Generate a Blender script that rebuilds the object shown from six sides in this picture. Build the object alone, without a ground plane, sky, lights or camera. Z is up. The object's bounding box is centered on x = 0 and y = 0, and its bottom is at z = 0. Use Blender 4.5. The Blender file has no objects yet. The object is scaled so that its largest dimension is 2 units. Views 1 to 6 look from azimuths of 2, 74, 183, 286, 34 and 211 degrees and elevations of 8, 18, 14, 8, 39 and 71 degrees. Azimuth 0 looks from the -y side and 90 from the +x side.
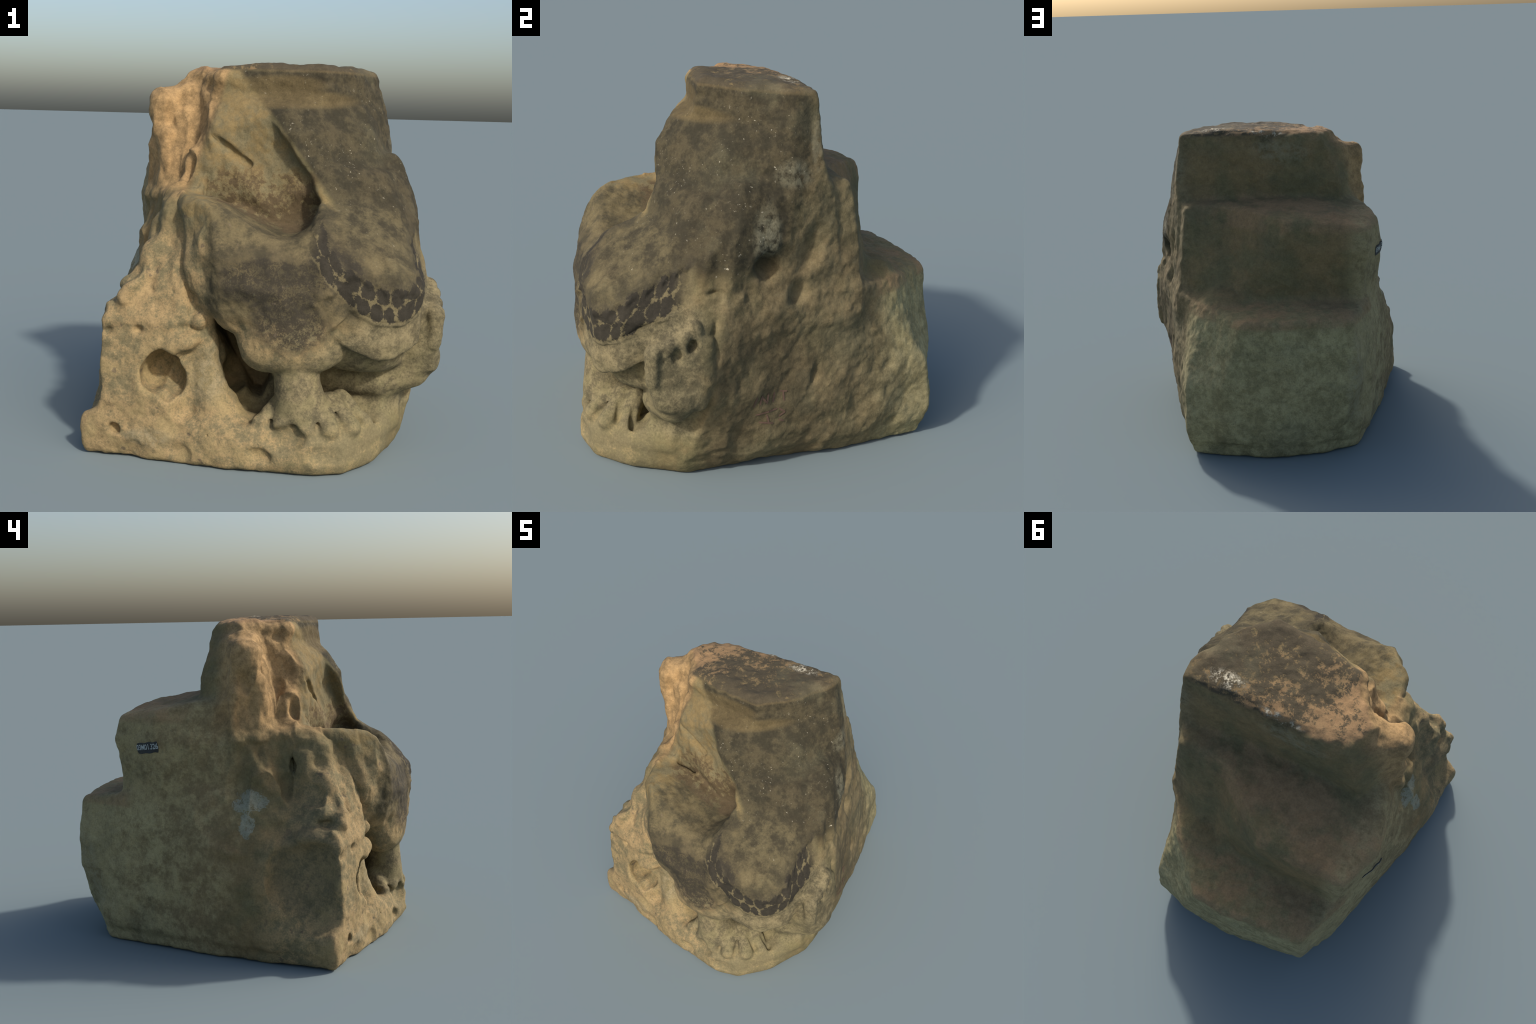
"""Weathered sandstone fragment of a seated figure on a stepped block:
broken torso on top, two draped thighs, one foot standing in front under the
garment hem, the other foot turned sole outwards on the side."""
import bpy, math
import numpy as np

# ----------------------------------------------------------------- grid
H = 0.0075
LO = np.array([-1.0, -1.08, -0.06])
HI = np.array([1.0, 1.1, 2.05])
N = np.ceil((HI - LO) / H).astype(int)
X = (LO[0] + H * np.arange(N[0]))[:, None, None].astype(np.float32)
Y = (LO[1] + H * np.arange(N[1]))[None, :, None].astype(np.float32)
Z = (LO[2] + H * np.arange(N[2]))[None, None, :].astype(np.float32)
F = np.full(tuple(N), 1.0, np.float32)


# ----------------------------------------------------------------- shapes
# every shape is (distance function, bounding box)
def smin(a, b, k):
    if k <= 0:
        return np.minimum(a, b)
    h = np.maximum(k - np.abs(a - b), 0) / k
    return np.minimum(a, b) - h * h * k * 0.25


def smax(a, b, k):
    return -smin(-a, -b, k)


def poly_dist(u, v, pu, pv):
    """signed distance to a closed polygon; vertices may be arrays (lofts)"""
    n = len(pu)
    d2 = None
    inside = None
    for i in range(n):
        au, av = pu[i], pv[i]
        bu, bv = pu[(i + 1) % n], pv[(i + 1) % n]
        eu, ev = bu - au, bv - av
        wu, wv = u - au, v - av
        t = np.clip((wu * eu + wv * ev) / (eu * eu + ev * ev + 1e-9), 0, 1)
        du, dv = wu - eu * t, wv - ev * t
        q = du * du + dv * dv
        c = ((av <= v) & (bv > v)) | ((bv <= v) & (av > v))
        side = (eu * wv - ev * wu > 0) == (bv > av)
        f = c & side
        d2 = q if d2 is None else np.minimum(d2, q)
        inside = f if inside is None else inside ^ f
    d = np.sqrt(d2)
    return np.where(inside, -d, d)


def loft(sections, k=0.05, z0=None, z1=None):
    """cross-sections stacked in z: [(z, [(x, y), ...]), ...]"""
    zs = np.array([s[0] for s in sections], float)
    P = np.array([s[1] for s in sections], float)
    z0 = zs[0] if z0 is None else z0
    z1 = zs[-1] if z1 is None else z1

    def f(x, y, z):
        pu = [np.interp(z, zs, P[:, i, 0]).astype(np.float32) for i in range(P.shape[1])]
        pv = [np.interp(z, zs, P[:, i, 1]).astype(np.float32) for i in range(P.shape[1])]
        d = poly_dist(x, y, pu, pv)
        return smax(d, np.maximum(z - z1, z0 - z), k)
    lo = (P[:, :, 0].min(), P[:, :, 1].min(), z0)
    hi = (P[:, :, 0].max(), P[:, :, 1].max(), z1)
    return f, lo, hi


def prism_y(poly, y0, y1, k=0.02):
    P = np.array(poly, float)

    def f(x, y, z):
        d = poly_dist(x, z, list(P[:, 0]), list(P[:, 1]))
        return smax(d, np.maximum(y - y1, y0 - y), k)
    return f, (P[:, 0].min(), y0, P[:, 1].min()), (P[:, 0].max(), y1, P[:, 1].max())


def prism_x(poly, x0, x1, k=0.02):
    P = np.array(poly, float)

    def f(x, y, z):
        d = poly_dist(y, z, list(P[:, 0]), list(P[:, 1]))
        return smax(d, np.maximum(x - x1, x0 - x), k)
    return f, (x0, P[:, 0].min(), P[:, 1].min()), (x1, P[:, 0].max(), P[:, 1].max())


def rot(rx=0, ry=0, rz=0):
    a, b, c = map(math.radians, (rx, ry, rz))
    A = np.array([[1, 0, 0], [0, math.cos(a), -math.sin(a)], [0, math.sin(a), math.cos(a)]])
    B = np.array([[math.cos(b), 0, math.sin(b)], [0, 1, 0], [-math.sin(b), 0, math.cos(b)]])
    C = np.array([[math.cos(c), -math.sin(c), 0], [math.sin(c), math.cos(c), 0], [0, 0, 1]])
    return C @ B @ A


def ellipsoid(c, r, angles=(0, 0, 0)):
    R = rot(*angles).T
    r = np.array(r, float)

    def f(x, y, z):
        dx, dy, dz = x - c[0], y - c[1], z - c[2]
        q = [R[i, 0] * dx + R[i, 1] * dy + R[i, 2] * dz for i in range(3)]
        k0 = np.sqrt(sum((q[i] / r[i]) ** 2 for i in range(3)))
        k1 = np.sqrt(sum((q[i] / r[i] ** 2) ** 2 for i in range(3)))
        return k0 * (k0 - 1) / (k1 + 1e-6)
    m = r.max()
    return f, tuple(np.array(c) - m), tuple(np.array(c) + m)


def tube(pts):
    """round tube through (x, y, z, r) points"""
    P = np.array(pts, float)

    def f(x, y, z):
        d = None
        for a, b in zip(P[:-1], P[1:]):
            e = b[:3] - a[:3]
            wx, wy, wz = x - a[0], y - a[1], z - a[2]
            t = np.clip((wx * e[0] + wy * e[1] + wz * e[2]) / (e @ e), 0, 1)
            q = np.sqrt((wx - e[0] * t) ** 2 + (wy - e[1] * t) ** 2 + (wz - e[2] * t) ** 2)
            q = q - (a[3] + (b[3] - a[3]) * t)
            d = q if d is None else np.minimum(d, q)
        return d
    m = P[:, 3].max()
    return f, tuple(P[:, :3].min(0) - m), tuple(P[:, :3].max(0) + m)


def under(shape, bottom, k=0.02):
    """cut a shape off below the surface z = bottom(x, y)"""
    f0, lo, hi = shape
    return (lambda x, y, z: smax(f0(x, y, z), (bottom(x, y) - z) * 0.85, k)), lo, hi


def above(shape, top, k=0.02):
    """cut a shape off above the surface z = top(x, y)"""
    f0, lo, hi = shape
    return (lambda x, y, z: smax(f0(x, y, z), (z - top(x, y)) * 0.8, k)), lo, hi


def behind(shape, front, k=0.02):
    """cut a shape off behind the surface y = front(x, z)"""
    f0, lo, hi = shape
    return (lambda x, y, z: smax(f0(x, y, z), (y - front(x, z)) * 0.9, k)), lo, hi


def window(lo, hi, m):
    a = np.maximum(((np.array(lo) - m - LO) / H).astype(int), 0)
    b = np.minimum(((np.array(hi) + m - LO) / H).astype(int) + 2, N)
    return tuple(slice(i, j) for i, j in zip(a, b))


GROUPS = {}


def add(shape, k=0.03, part=None, m=0.08):
    f, lo, hi = shape
    w = window(lo, hi, max(m, k + 0.03))
    d = f(X[w[0]], Y[:, w[1]], Z[:, :, w[2]])
    F[w] = smin(F[w], d.astype(np.float32), k)
    if part:
        GROUPS.setdefault(part, []).append(f)


def cut(shape, k=0.02, m=0.05):
    f, lo, hi = shape
    w = window(lo, hi, max(m, k + 0.02))
    d = f(X[w[0]], Y[:, w[1]], Z[:, :, w[2]])
    F[w] = smax(F[w], -d.astype(np.float32), k)


def soften(passes):
    """worn edges: blur the distance field a little"""
    global F
    np.clip(F, -0.12, 0.12, out=F)
    for _ in range(passes):
        for ax in range(3):
            G = F.copy()
            s0 = [slice(None)] * 3
            s1 = [slice(None)] * 3
            s2 = [slice(None)] * 3
            s0[ax], s1[ax], s2[ax] = slice(0, -2), slice(1, -1), slice(2, None)
            G[tuple(s1)] = 0.25 * F[tuple(s0)] + 0.5 * F[tuple(s1)] + 0.25 * F[tuple(s2)]
            F = G


# ----------------------------------------------------------------- the stone block
plinth = loft([
    (0.00, [(-.885, -.735), (-.41, -.855), (-.16, -.92), (.27, -.955), (.42, -.92), (.57, -.75), (.66, -.48), (.60, -.08),
            (.54, .38), (.455, .885), (-.05, .97), (-.37, .905), (-.60, .77), (-.69, .43), (-.785, .05), (-.85, -.37)]),
    (0.06, [(-.905, -.745), (-.41, -.86), (-.16, -.93), (.27, -.99), (.42, -.94), (.595, -.755), (.715, -.48), (.66, -.06),
            (.585, .37), (.47, .895), (-.05, .975), (-.36, .91), (-.59, .77), (-.69, .42), (-.79, .05), (-.85, -.37)]),
    (0.16, [(-.915, -.745), (-.41, -.855), (-.16, -.92), (.25, -.99), (.42, -.935), (.60, -.765), (.72, -.54), (.70, -.06),
            (.605, .41), (.48, .92), (-.05, .985), (-.38, .93), (-.62, .79), (-.71, .42), (-.81, .02), (-.885, -.37)]),
    (0.225, [(-.895, -.745), (-.41, -.835), (-.16, -.89), (.23, -.955), (.42, -.90), (.59, -.765), (.70, -.56), (.71, -.06),
             (.61, .41), (.49, .92), (-.05, .99), (-.42, .94), (-.63, .80), (-.715, .42), (-.82, .0), (-.885, -.37)])],
    k=0.03)

low_block = loft([
    (0.10, [(-.89, -.745), (-.38, -.83), (-.15, -.62), (.45, -.62), (.73, -.50), (.695, -.06), (.605, .41),
            (.475, .90), (.22, .99), (-.05, .99), (-.42, .91), (-.65, .70), (-.81, .0), (-.88, -.37)]),
    (0.27, [(-.815, -.765), (-.45, -.845), (-.15, -.62), (.45, -.62), (.775, -.45), (.725, -.06), (.615, .40),
            (.495, .92), (.25, .99), (-.05, 1.0), (-.50, .935), (-.68, .66), (-.835, -.03), (-.885, -.35)]),
    (0.48, [(-.805, -.765), (-.45, -.84), (-.15, -.62), (.45, -.62), (.845, -.385), (.735, -.07), (.63, .38),
            (.49, .87), (.25, 1.0), (-.22, .995), (-.585, .95), (-.695, .62), (-.852, -.06), (-.885, -.33)]),
    (0.70, [(-.795, -.75), (-.44, -.82), (-.15, -.65), (.45, -.62), (.86, -.37), (.74, -.06), (.61, .41),
            (.475, .72), (.17, .985), (-.16, 1.0), (-.59, .95), (-.695, .60), (-.82, .06), (-.81, -.34)]),
    (0.96, [(-.61, -.65), (-.36, -.74), (-.2, -.65), (.45, -.58), (.825, -.36), (.74, -.05), (.575, .43),
            (.385, .68), (.09, .975), (.0, .985), (-.565, .925), (-.675, .58), (-.735, .16), (-.67, -.36)])],
    k=0.03)

middle_block = loft([
    (0.80, [(-.62, -.60), (-.2, -.65), (.45, -.58), (.825, -.37), (.745, -.05), (.585, .42), (.33, .645), (.05, .62),
            (-.60, .62), (-.71, .36), (-.735, .05)]),
    (1.05, [(-.54, -.58), (-.2, -.60), (.45, -.56), (.81, -.33), (.715, -.04), (.56, .42), (.215, .585), (-.1, .64),
            (-.64, .625), (-.755, .33), (-.71, .05)]),
    (1.26, [(-.46, -.46), (-.2, -.54), (.45, -.54), (.785, -.30), (.675, .0), (.545, .40), (.10, .55), (-.15, .645),
            (-.66, .645), (-.77, .36), (-.755, .16)]),
    (1.40, [(-.44, -.38), (-.2, -.48), (.45, -.48), (.73, -.25), (.65, .08), (.535, .375), (.08, .50), (-.15, .64),
            (-.665, .62), (-.75, .36), (-.70, .12)]),
    (1.545, [(-.42, -.34), (-.2, -.45), (.45, -.43), (.68, -.25), (.61, .10), (.525, .34), (.10, .45), (-.1, .58),
             (-.645, .585), (-.69, .34), (-.64, .10)])],
    k=0.02)


def step_top(x, y):
    """the worn tread falls towards the back and towards the right back corner"""
    tread = 1.54 - .16 * np.maximum(y - .14, 0) - .10 * np.maximum(-x - .2, 0)
    corner = 1.50 - 2.1 * (y - .325 - .75 * np.maximum(.22 - x, 0)) + 1.2 * np.maximum(x - .42, 0)
    return np.minimum(tread, corner)


# ----------------------------------------------------------------- torso
# corners: front left, front middle, front right, right front, right, back right,
#          back middle, back left, left ridge, hollow left flank
torso = loft([
    (1.05, [(-.42, -.48), (.0, -.54), (.32, -.58), (.66, -.42), (.69, .0), (.60, .28), (.0, .2), (-.50, .14), (-.66, -.10), (-.56, -.31)]),
    (1.28, [(-.38, -.46), (.15, -.60), (.31, -.61), (.66, -.36), (.685, .0), (.60, .28), (-.1, .16), (-.50, .13), (-.665, -.10), (-.55, -.29)]),
    (1.45, [(-.33, -.45), (.15, -.60), (.30, -.57), (.58, -.37), (.69, .0), (.58, .25), (-.1, .14), (-.51, .155), (-.665, -.11), (-.50, -.275)]),
    (1.63, [(-.29, -.45), (.14, -.585), (.265, -.525), (.54, -.325), (.655, .0), (.60, .18), (-.15, .15), (-.49, .15), (-.65, -.115), (-.455, -.265)]),
    (1.765, [(-.265, -.39), (.10, -.495), (.25, -.45), (.50, -.26), (.63, .0), (.59, .165), (-.15, .145), (-.45, .12), (-.63, -.12), (-.40, -.24)]),
    (1.80, [(-.265, -.36), (.08, -.415), (.275, -.425), (.48, -.235), (.615, .0), (.585, .16), (-.18, .15), (-.43, .12), (-.635, -.135), (-.395, -.23)]),
    (1.835, [(-.265, -.355), (.05, -.395), (.285, -.415), (.49, -.225), (.605, .01), (.58, .155), (-.18, .15), (-.42, .12), (-.62, -.14), (-.39, -.225)]),
    (1.88, [(-.27, -.365), (.04, -.395), (.285, -.405), (.495, -.205), (.595, .03), (.575, .15), (-.15, .14), (-.40, .11), (-.48, -.085), (-.355, -.215)]),
    (2.05, [(-.27, -.365), (.04, -.395), (.285, -.405), (.49, -.18), (.58, .05), (.57, .145), (-.05, .115), (-.385, .075), (-.41, -.07), (-.32, -.21)])],
    k=0.06)

# ----------------------------------------------------------------- the lap
def rim_bottom(x, y):
    return .745 + np.maximum(y + .92, 0) * .57 + np.maximum(.62 - x, 0) ** 2 * 2.0 - np.maximum(.42 - x, 0) * 2.0


def hem_bottom(x, y):
    return .575 + np.maximum(y + .90, 0) * .62 + np.maximum(.58 - x, 0) ** 2 * 2.2


def lap_top(x, y):
    """saddle of the lap between the two knees, falling towards the belly"""
    wide = np.where(x < .10, .26, .21)
    return 1.318 - (.19 - .03 * np.clip((y + .66) / .1, 0, 1)) * np.exp(-((x - .10) / wide) ** 2)


thigh_outer = loft([
    (0.62, [(.28, -.955), (.45, -.985), (.63, -.95), (.76, -.82), (.80, -.5), (.74, -.25), (.2, -.25)]),
    (0.76, [(.28, -.985), (.45, -1.0), (.645, -.955), (.775, -.835), (.81, -.5), (.76, -.25), (.2, -.25)]),
    (0.90, [(.28, -.99), (.45, -1.0), (.65, -.965), (.79, -.835), (.845, -.52), (.76, -.16), (.2, -.25)]),
    (1.00, [(.28, -.97), (.44, -.985), (.625, -.94), (.76, -.78), (.81, -.47), (.76, -.12), (.2, -.25)]),
    (1.10, [(.28, -.925), (.42, -.905), (.565, -.82), (.705, -.685), (.79, -.44), (.745, -.06), (.2, -.25)]),
    (1.20, [(.27, -.85), (.37, -.81), (.515, -.715), (.675, -.60), (.79, -.42), (.71, -.04), (.2, -.25)]),
    (1.30, [(.26, -.65), (.34, -.64), (.48, -.60), (.645, -.54), (.76, -.35), (.69, -.02), (.2, -.25)]),
    (1.45, [(.26, -.58), (.33, -.57), (.46, -.525), (.595, -.46), (.70, -.28), (.67, .0), (.2, -.25)])], k=0.03)
thigh_hem = loft([
    (0.52, [(.30, -.90), (.45, -.94), (.60, -.91), (.735, -.80), (.76, -.5), (.70, -.30), (.2, -.45)]),
    (0.66, [(.28, -.955), (.45, -.98), (.62, -.94), (.76, -.82), (.825, -.5), (.80, -.30), (.2, -.45)]),
    (0.85, [(.28, -.95), (.45, -.965), (.62, -.925), (.765, -.82), (.84, -.52), (.83, -.30), (.2, -.45)]),
    (1.02, [(.28, -.90), (.45, -.90), (.60, -.85), (.73, -.74), (.81, -.46), (.80, -.22), (.2, -.45)])], k=0.02)
thigh_under = loft([
    (0.475, [(.36, -.76), (.5, -.80), (.60, -.80), (.68, -.70), (.70, -.5), (.3, -.5)]),
    (0.56, [(.30, -.83), (.47, -.875), (.60, -.855), (.70, -.74), (.71, -.5), (.2, -.45)]),
    (0.70, [(.28, -.87), (.45, -.91), (.60, -.88), (.71, -.77), (.73, -.5), (.2, -.45)])], k=0.06)

# the left knee is broken off: its end is a lumpy slanting face
lap_left = loft([
    (0.68, [(-.135, -.875), (.0, -.94), (.15, -.96), (.33, -.94), (.33, -.5), (-.22, -.6), (-.24, -.75)]),
    (0.78, [(-.20, -.915), (-.05, -.965), (.12, -.985), (.33, -.97), (.33, -.4), (-.33, -.5), (-.32, -.79)]),
    (0.90, [(-.205, -.955), (-.08, -.99), (.10, -1.0), (.33, -.985), (.33, -.4), (-.37, -.5), (-.355, -.81)]),
    (1.05, [(-.225, -.95), (-.08, -.955), (.10, -.95), (.33, -.965), (.33, -.4), (-.40, -.5), (-.375, -.80)]),
    (1.16, [(-.24, -.92), (-.10, -.875), (.08, -.84), (.28, -.88), (.33, -.4), (-.42, -.5), (-.385, -.77)]),
    (1.25, [(-.25, -.88), (-.12, -.84), (.04, -.80), (.27, -.81), (.33, -.4), (-.445, -.5), (-.385, -.73)]),
    (1.34, [(-.29, -.76), (-.20, -.72), (-.05, -.64), (.1, -.60), (.2, -.4), (-.44, -.5), (-.41, -.64)])], k=0.03)

knee_drape = under(ellipsoid((.14, -.785, .67), (.275, .215, .27), (6, 0, 0)), lambda x, y: .475 + 2.0 * (x - .16) ** 2 + .25 * np.maximum(-.85 - y, 0), .03)

# ----------------------------------------------------------------- leg and feet
shin = tube([(.17, -.82, .62, .12), (.18, -.845, .43, .112), (.20, -.835, .30, .135)])
instep = ellipsoid((.22, -.76, .25), (.20, .16, .11), (0, 0, 18))
toes = [tube([(.10, -.80, .30, .055), (.0, -.88, .24, .036)]),
        tube([(.15, -.81, .30, .062), (.113, -.905, .232, .054)]),
        tube([(.215, -.81, .30, .062), (.225, -.925, .225, .055)]),
        tube([(.285, -.80, .30, .062), (.34, -.915, .228, .055)]),
        tube([(.35, -.76, .31, .058), (.445, -.86, .225, .052)]),
        tube([(.40, -.705, .32, .05), (.515, -.77, .225, .044)])]
crossed_leg = tube([(.36, -.58, .40, .07), (.58, -.615, .40, .085), (.76, -.57, .46, .10)])

sole = prism_x([(-.705, .80), (-.705, .57), (-.67, .47), (-.56, .43), (-.43, .45), (-.38, .60), (-.40, .82), (-.50, .90), (-.60, .86)],
               .55, .885, k=0.06)
sole_toes = [tube([(.85, -.682, .765, .050), (.85, -.685, .62, .042)]),
             ellipsoid((.855, -.612, .795), (.048, .040, .046)),
             ellipsoid((.85, -.545, .835), (.048, .040, .044)),
             ellipsoid((.83, -.492, .875), (.05, .040, .042)),
             ellipsoid((.80, -.440, .865), (.05, .045, .05)),
             ellipsoid((.85, -.56, .52), (.055, .12, .08))]
sole_ledge = loft([
    (0.18, [(.42, -.70), (.585, -.72), (.69, -.56), (.74, -.30), (.45, -.42)]),
    (0.33, [(.50, -.60), (.62, -.64), (.71, -.56), (.76, -.30), (.45, -.42)]),
    (0.50, [(.52, -.55), (.68, -.62), (.77, -.56), (.80, -.30), (.45, -.42)])], k=0.02)

# ----------------------------------------------------------------- left support
strut = tube([(-.29, -.73, .74, .062), (-.285, -.725, .52, .066), (-.25, -.715, .33, .105), (-.20, -.74, .20, .13)])
broken_slope = loft([
    (0.70, [(-.785, -.74), (-.36, -.83), (-.3, -.5), (-.76, -.35)]),
    (0.82, [(-.66, -.72), (-.38, -.80), (-.3, -.5), (-.69, -.34)]),
    (1.00, [(-.57, -.67), (-.39, -.75), (-.3, -.5), (-.655, -.31)]),
    (1.18, [(-.51, -.60), (-.42, -.68), (-.3, -.5), (-.60, -.27)]),
    (1.33, [(-.465, -.51), (-.40, -.52), (-.3, -.4), (-.55, -.25)])], k=0.04)

# ----------------------------------------------------------------- assembly
add(plinth, 0, "plinth")
add(above(low_block, lambda x, y: .955 - .13 * (y - .58) - .03 * np.maximum(-x - .2, 0), .035), .035, "stepped_block")
add(ellipsoid((.26, .60, .93), (.14, .12, .085)), .06, "stepped_block")
add(above(middle_block, step_top, .035), .06, "stepped_block")
add(above(torso, lambda x, y: 1.982 - .07 * np.maximum(-x - .02, 0) - .05 * np.maximum(x - .42, 0), .075), .03, "torso")
add(broken_slope, .05, "side_support")
add(strut, .05, "side_support")

# the hollow between chest and lap: the left half of the chest front is cut away
def wall(x, z):
    line = -.03 + (1.725 - z) * .762
    u = x - line
    belly = .46 + .045 * np.clip((1.53 - z) / .2, 0, 1) + .04 * np.clip((u + .2) / .2, 0, 1)
    return -.44 - (belly - .44) * np.clip((u + .55) / .2, 0, 1)


soften(2)
cut(behind(prism_y([(-.02, 1.73), (.30, 1.31), (.34, 1.18), (.10, 1.05), (-.35, 1.20), (-.30, 1.60)], -1.0, -.2, .01),
           lambda x, z: wall(x, z), .02), .015)

add(above(lap_left, lap_top, .03), .025, "thigh")
add(under(thigh_outer, rim_bottom, .025), .07, "thigh")
add(under(thigh_hem, hem_bottom, .015), .005, "garment_hem")
add(thigh_under, .01, "garment_hem")
add(knee_drape, .04, "garment_hem")
add(ellipsoid((.02, -.845, .575), (.115, .095, .085)), .06, "garment_hem")
add(ellipsoid((.29, -.865, .60), (.12, .095, .085), (0, -25, 0)), .06, "garment_hem")
# dark corner of the hollow under the chest edge
cut(ellipsoid((.19, -.59, 1.235), (.115, .075, .085), (0, -12, 0)), .05)
# crease between the thighs
cut(tube([(.26, -.72, 1.29, .012), (.265, -.86, 1.22, .02), (.30, -.97, 1.08, .014), (.36, -1.015, .95, .016), (.40, -1.02, .80, .012)]), .04)

soften(2)
add(shin, .014, "lower_leg")
add(instep, .05, "foot")
for t in toes:
    add(t, .02, "foot")
add(crossed_leg, .03, "crossed_lower_leg")
add(sole_ledge, .06, "plinth")
add(sole, .03, "upturned_foot")
for t in sole_toes:
    add(t, .015, "upturned_foot")

# through hollow between strut and shin
cut(prism_y([(-.24, .74), (-.24, .645), (-.17, .50), (-.05, .30), (.0, .285), (.055, .40), (-.02, .476), (-.09, .54), (-.155, .63)],
            -1.2, -.40, .02), .025)
cut(ellipsoid((-.10, -.58, .46), (.09, .16, .20), (0, 35, 0)), .03)
# round hole in the slab
cut(ellipsoid((-.50, -.79, .46), (.088, .17, .125), (0, 28, 0)), .012)
cut(ellipsoid((-.425, -.77, .41), (.055, .13, .085)), .02)
add(ellipsoid((-.385, -.81, .60), (.08, .05, .045), (0, -20, 0)), .05, "side_support")
add(ellipsoid((-.305, -.79, .715), (.04, .045, .04)), .025, "side_support")
# niche in the left side
cut(ellipsoid((-.912, -.555, .56), (.185, .235, .295), (0, 0, -4)), .015)
cut(ellipsoid((-.90, -.625, .36), (.14, .15, .14)), .05)
cut(ellipsoid((-.86, -.43, .79), (.14, .13, .11)), .06)
add(ellipsoid((-.63, -.60, .845), (.07, .08, .035), (0, 0, 0)), .06, "side_support")
add(ellipsoid((-.74, -.60, .73), (.06, .10, .03), (0, 0, 0)), .06, "side_support")

# flutes in the broken left flank of the torso
add(ellipsoid((-.56, -.155, 1.76), (.085, .085, .085)), .06, "torso")
add(tube([(-.60, -.15, 1.70, .05), (-.55, -.22, 1.60, .045), (-.55, -.23, 1.45, .04), (-.57, -.22, 1.30, .04)]), .05, "torso")
cut(tube([(-.40, -.22, 1.88, .03), (-.42, -.28, 1.70, .04), (-.43, -.31, 1.52, .03)]), .06)
cut(ellipsoid((-.48, -.31, 1.43), (.035, .035, .07)), .04)
cut(ellipsoid((-.36, -.29, 1.87), (.06, .05, .05)), .03)
cut(tube([(-.46, -.24, 1.80, .02), (-.47, -.31, 1.60, .03), (-.475, -.325, 1.42, .02)]), .05)
cut(tube([(-.27, -.46, 1.59, .014), (-.22, -.51, 1.45, .018)]), .02)
cut(tube([(-.60, -.13, 1.95, .015), (-.54, -.20, 1.87, .025)]), .03)
cut(tube([(-.26, -.40, 1.86, .03), (-.31, -.37, 1.81, .045), (-.37, -.30, 1.77, .03)]), .03)
cut(tube([(-.46, -.43, 1.24, .01), (-.545, -.42, 1.10, .02), (-.62, -.43, .98, .012)]), .08)
add(tube([(-.52, -.30, 1.22, .02), (-.60, -.28, 1.08, .03), (-.66, -.26, .95, .02)]), .06, "side_support")

# hollows and broken ribs of the left flank below the torso
cut(ellipsoid((-.735, -.47, 1.01), (.14, .15, .17)), .06)
add(tube([(-.53, -.48, 1.17, .03), (-.565, -.61, 1.05, .035), (-.585, -.70, .92, .035), (-.69, -.742, .80, .028)]), .035, "side_support")
add(tube([(-.62, -.50, .862, .018), (-.685, -.61, .872, .024), (-.66, -.70, .85, .02)]), .025, "side_support")
add(tube([(-.69, -.60, .765, .018), (-.765, -.70, .76, .022)]), .025, "side_support")
cut(ellipsoid((-.74, -.655, .815), (.06, .06, .03)), .02)
add(tube([(-.535, -.30, 1.28, .016), (-.56, -.345, 1.16, .026), (-.56, -.39, 1.08, .02)]), .035, "stepped_block")
add(tube([(-.615, -.18, 1.20, .018), (-.645, -.25, 1.05, .03), (-.655, -.33, .98, .02)]), .04, "stepped_block")
add(tube([(-.815, .0, .67, .012), (-.83, -.12, .635, .026), (-.815, -.22, .63, .016)]), .03, "stepped_block")
cut(ellipsoid((-.515, -.335, 1.42), (.035, .035, .07)), .04)
cut(ellipsoid((-.41, -.425, 1.44), (.03, .04, .08)), .04)

# slit on the broken chest
cut(tube([(-.29, -.448, 1.605, .016), (-.20, -.458, 1.54, .026), (-.10, -.468, 1.465, .018)]), .008)
# toe grooves of the upturned foot
cut(tube([(.905, -.648, .765, .018), (.905, -.648, .60, .026)]), .025)
cut(ellipsoid((.90, -.578, .748), (.05, .028, .038)), .015)
cut(ellipsoid((.885, -.506, .795), (.05, .026, .036)), .015)
cut(tube([(.90, -.63, .445, .014), (.895, -.545, .425, .022), (.885, -.45, .44, .016)]), .02)
# grooves between the long toes of the standing foot
cut(tube([(.425, -.80, .325, .010), (.49, -.815, .24, .014)]), .008)
cut(tube([(.475, -.725, .36, .016), (.55, -.745, .225, .020)]), .010)
for ax, ay in ((.06, -.90), (.17, -.945), (.285, -.955), (.40, -.925)):
    cut(tube([(ax * .75 + .06, ay + .10, .30, .006), (ax, ay, .235, .012), (ax, ay - .03, .20, .010)]), .012)

# chips and pits of the broken left front
pit_rng = np.random.default_rng(11)
for _ in range(15):
    px = pit_rng.uniform(-.85, -.2)
    pz = pit_rng.uniform(.08, 1.2)
    py = -.74 - .2 * (px + .88) + max(pz - .72, 0) * .35
    r = pit_rng.uniform(.012, .03)
    cut(ellipsoid((px, py, pz), (r, r * 1.3, r * pit_rng.uniform(.7, 1.6)), (0, pit_rng.uniform(-60, 60), 0)), .02)
for _ in range(9):
    t = pit_rng.uniform(0, 1)
    px = -.90 + 1.45 * t
    py = -.77 - .24 * t
    r = pit_rng.uniform(.02, .05)
    cut(ellipsoid((px, py - .02, pit_rng.uniform(.0, .2)), (r * 2, r * .8, r), (0, pit_rng.uniform(-30, 30), 0)), .04)
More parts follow.
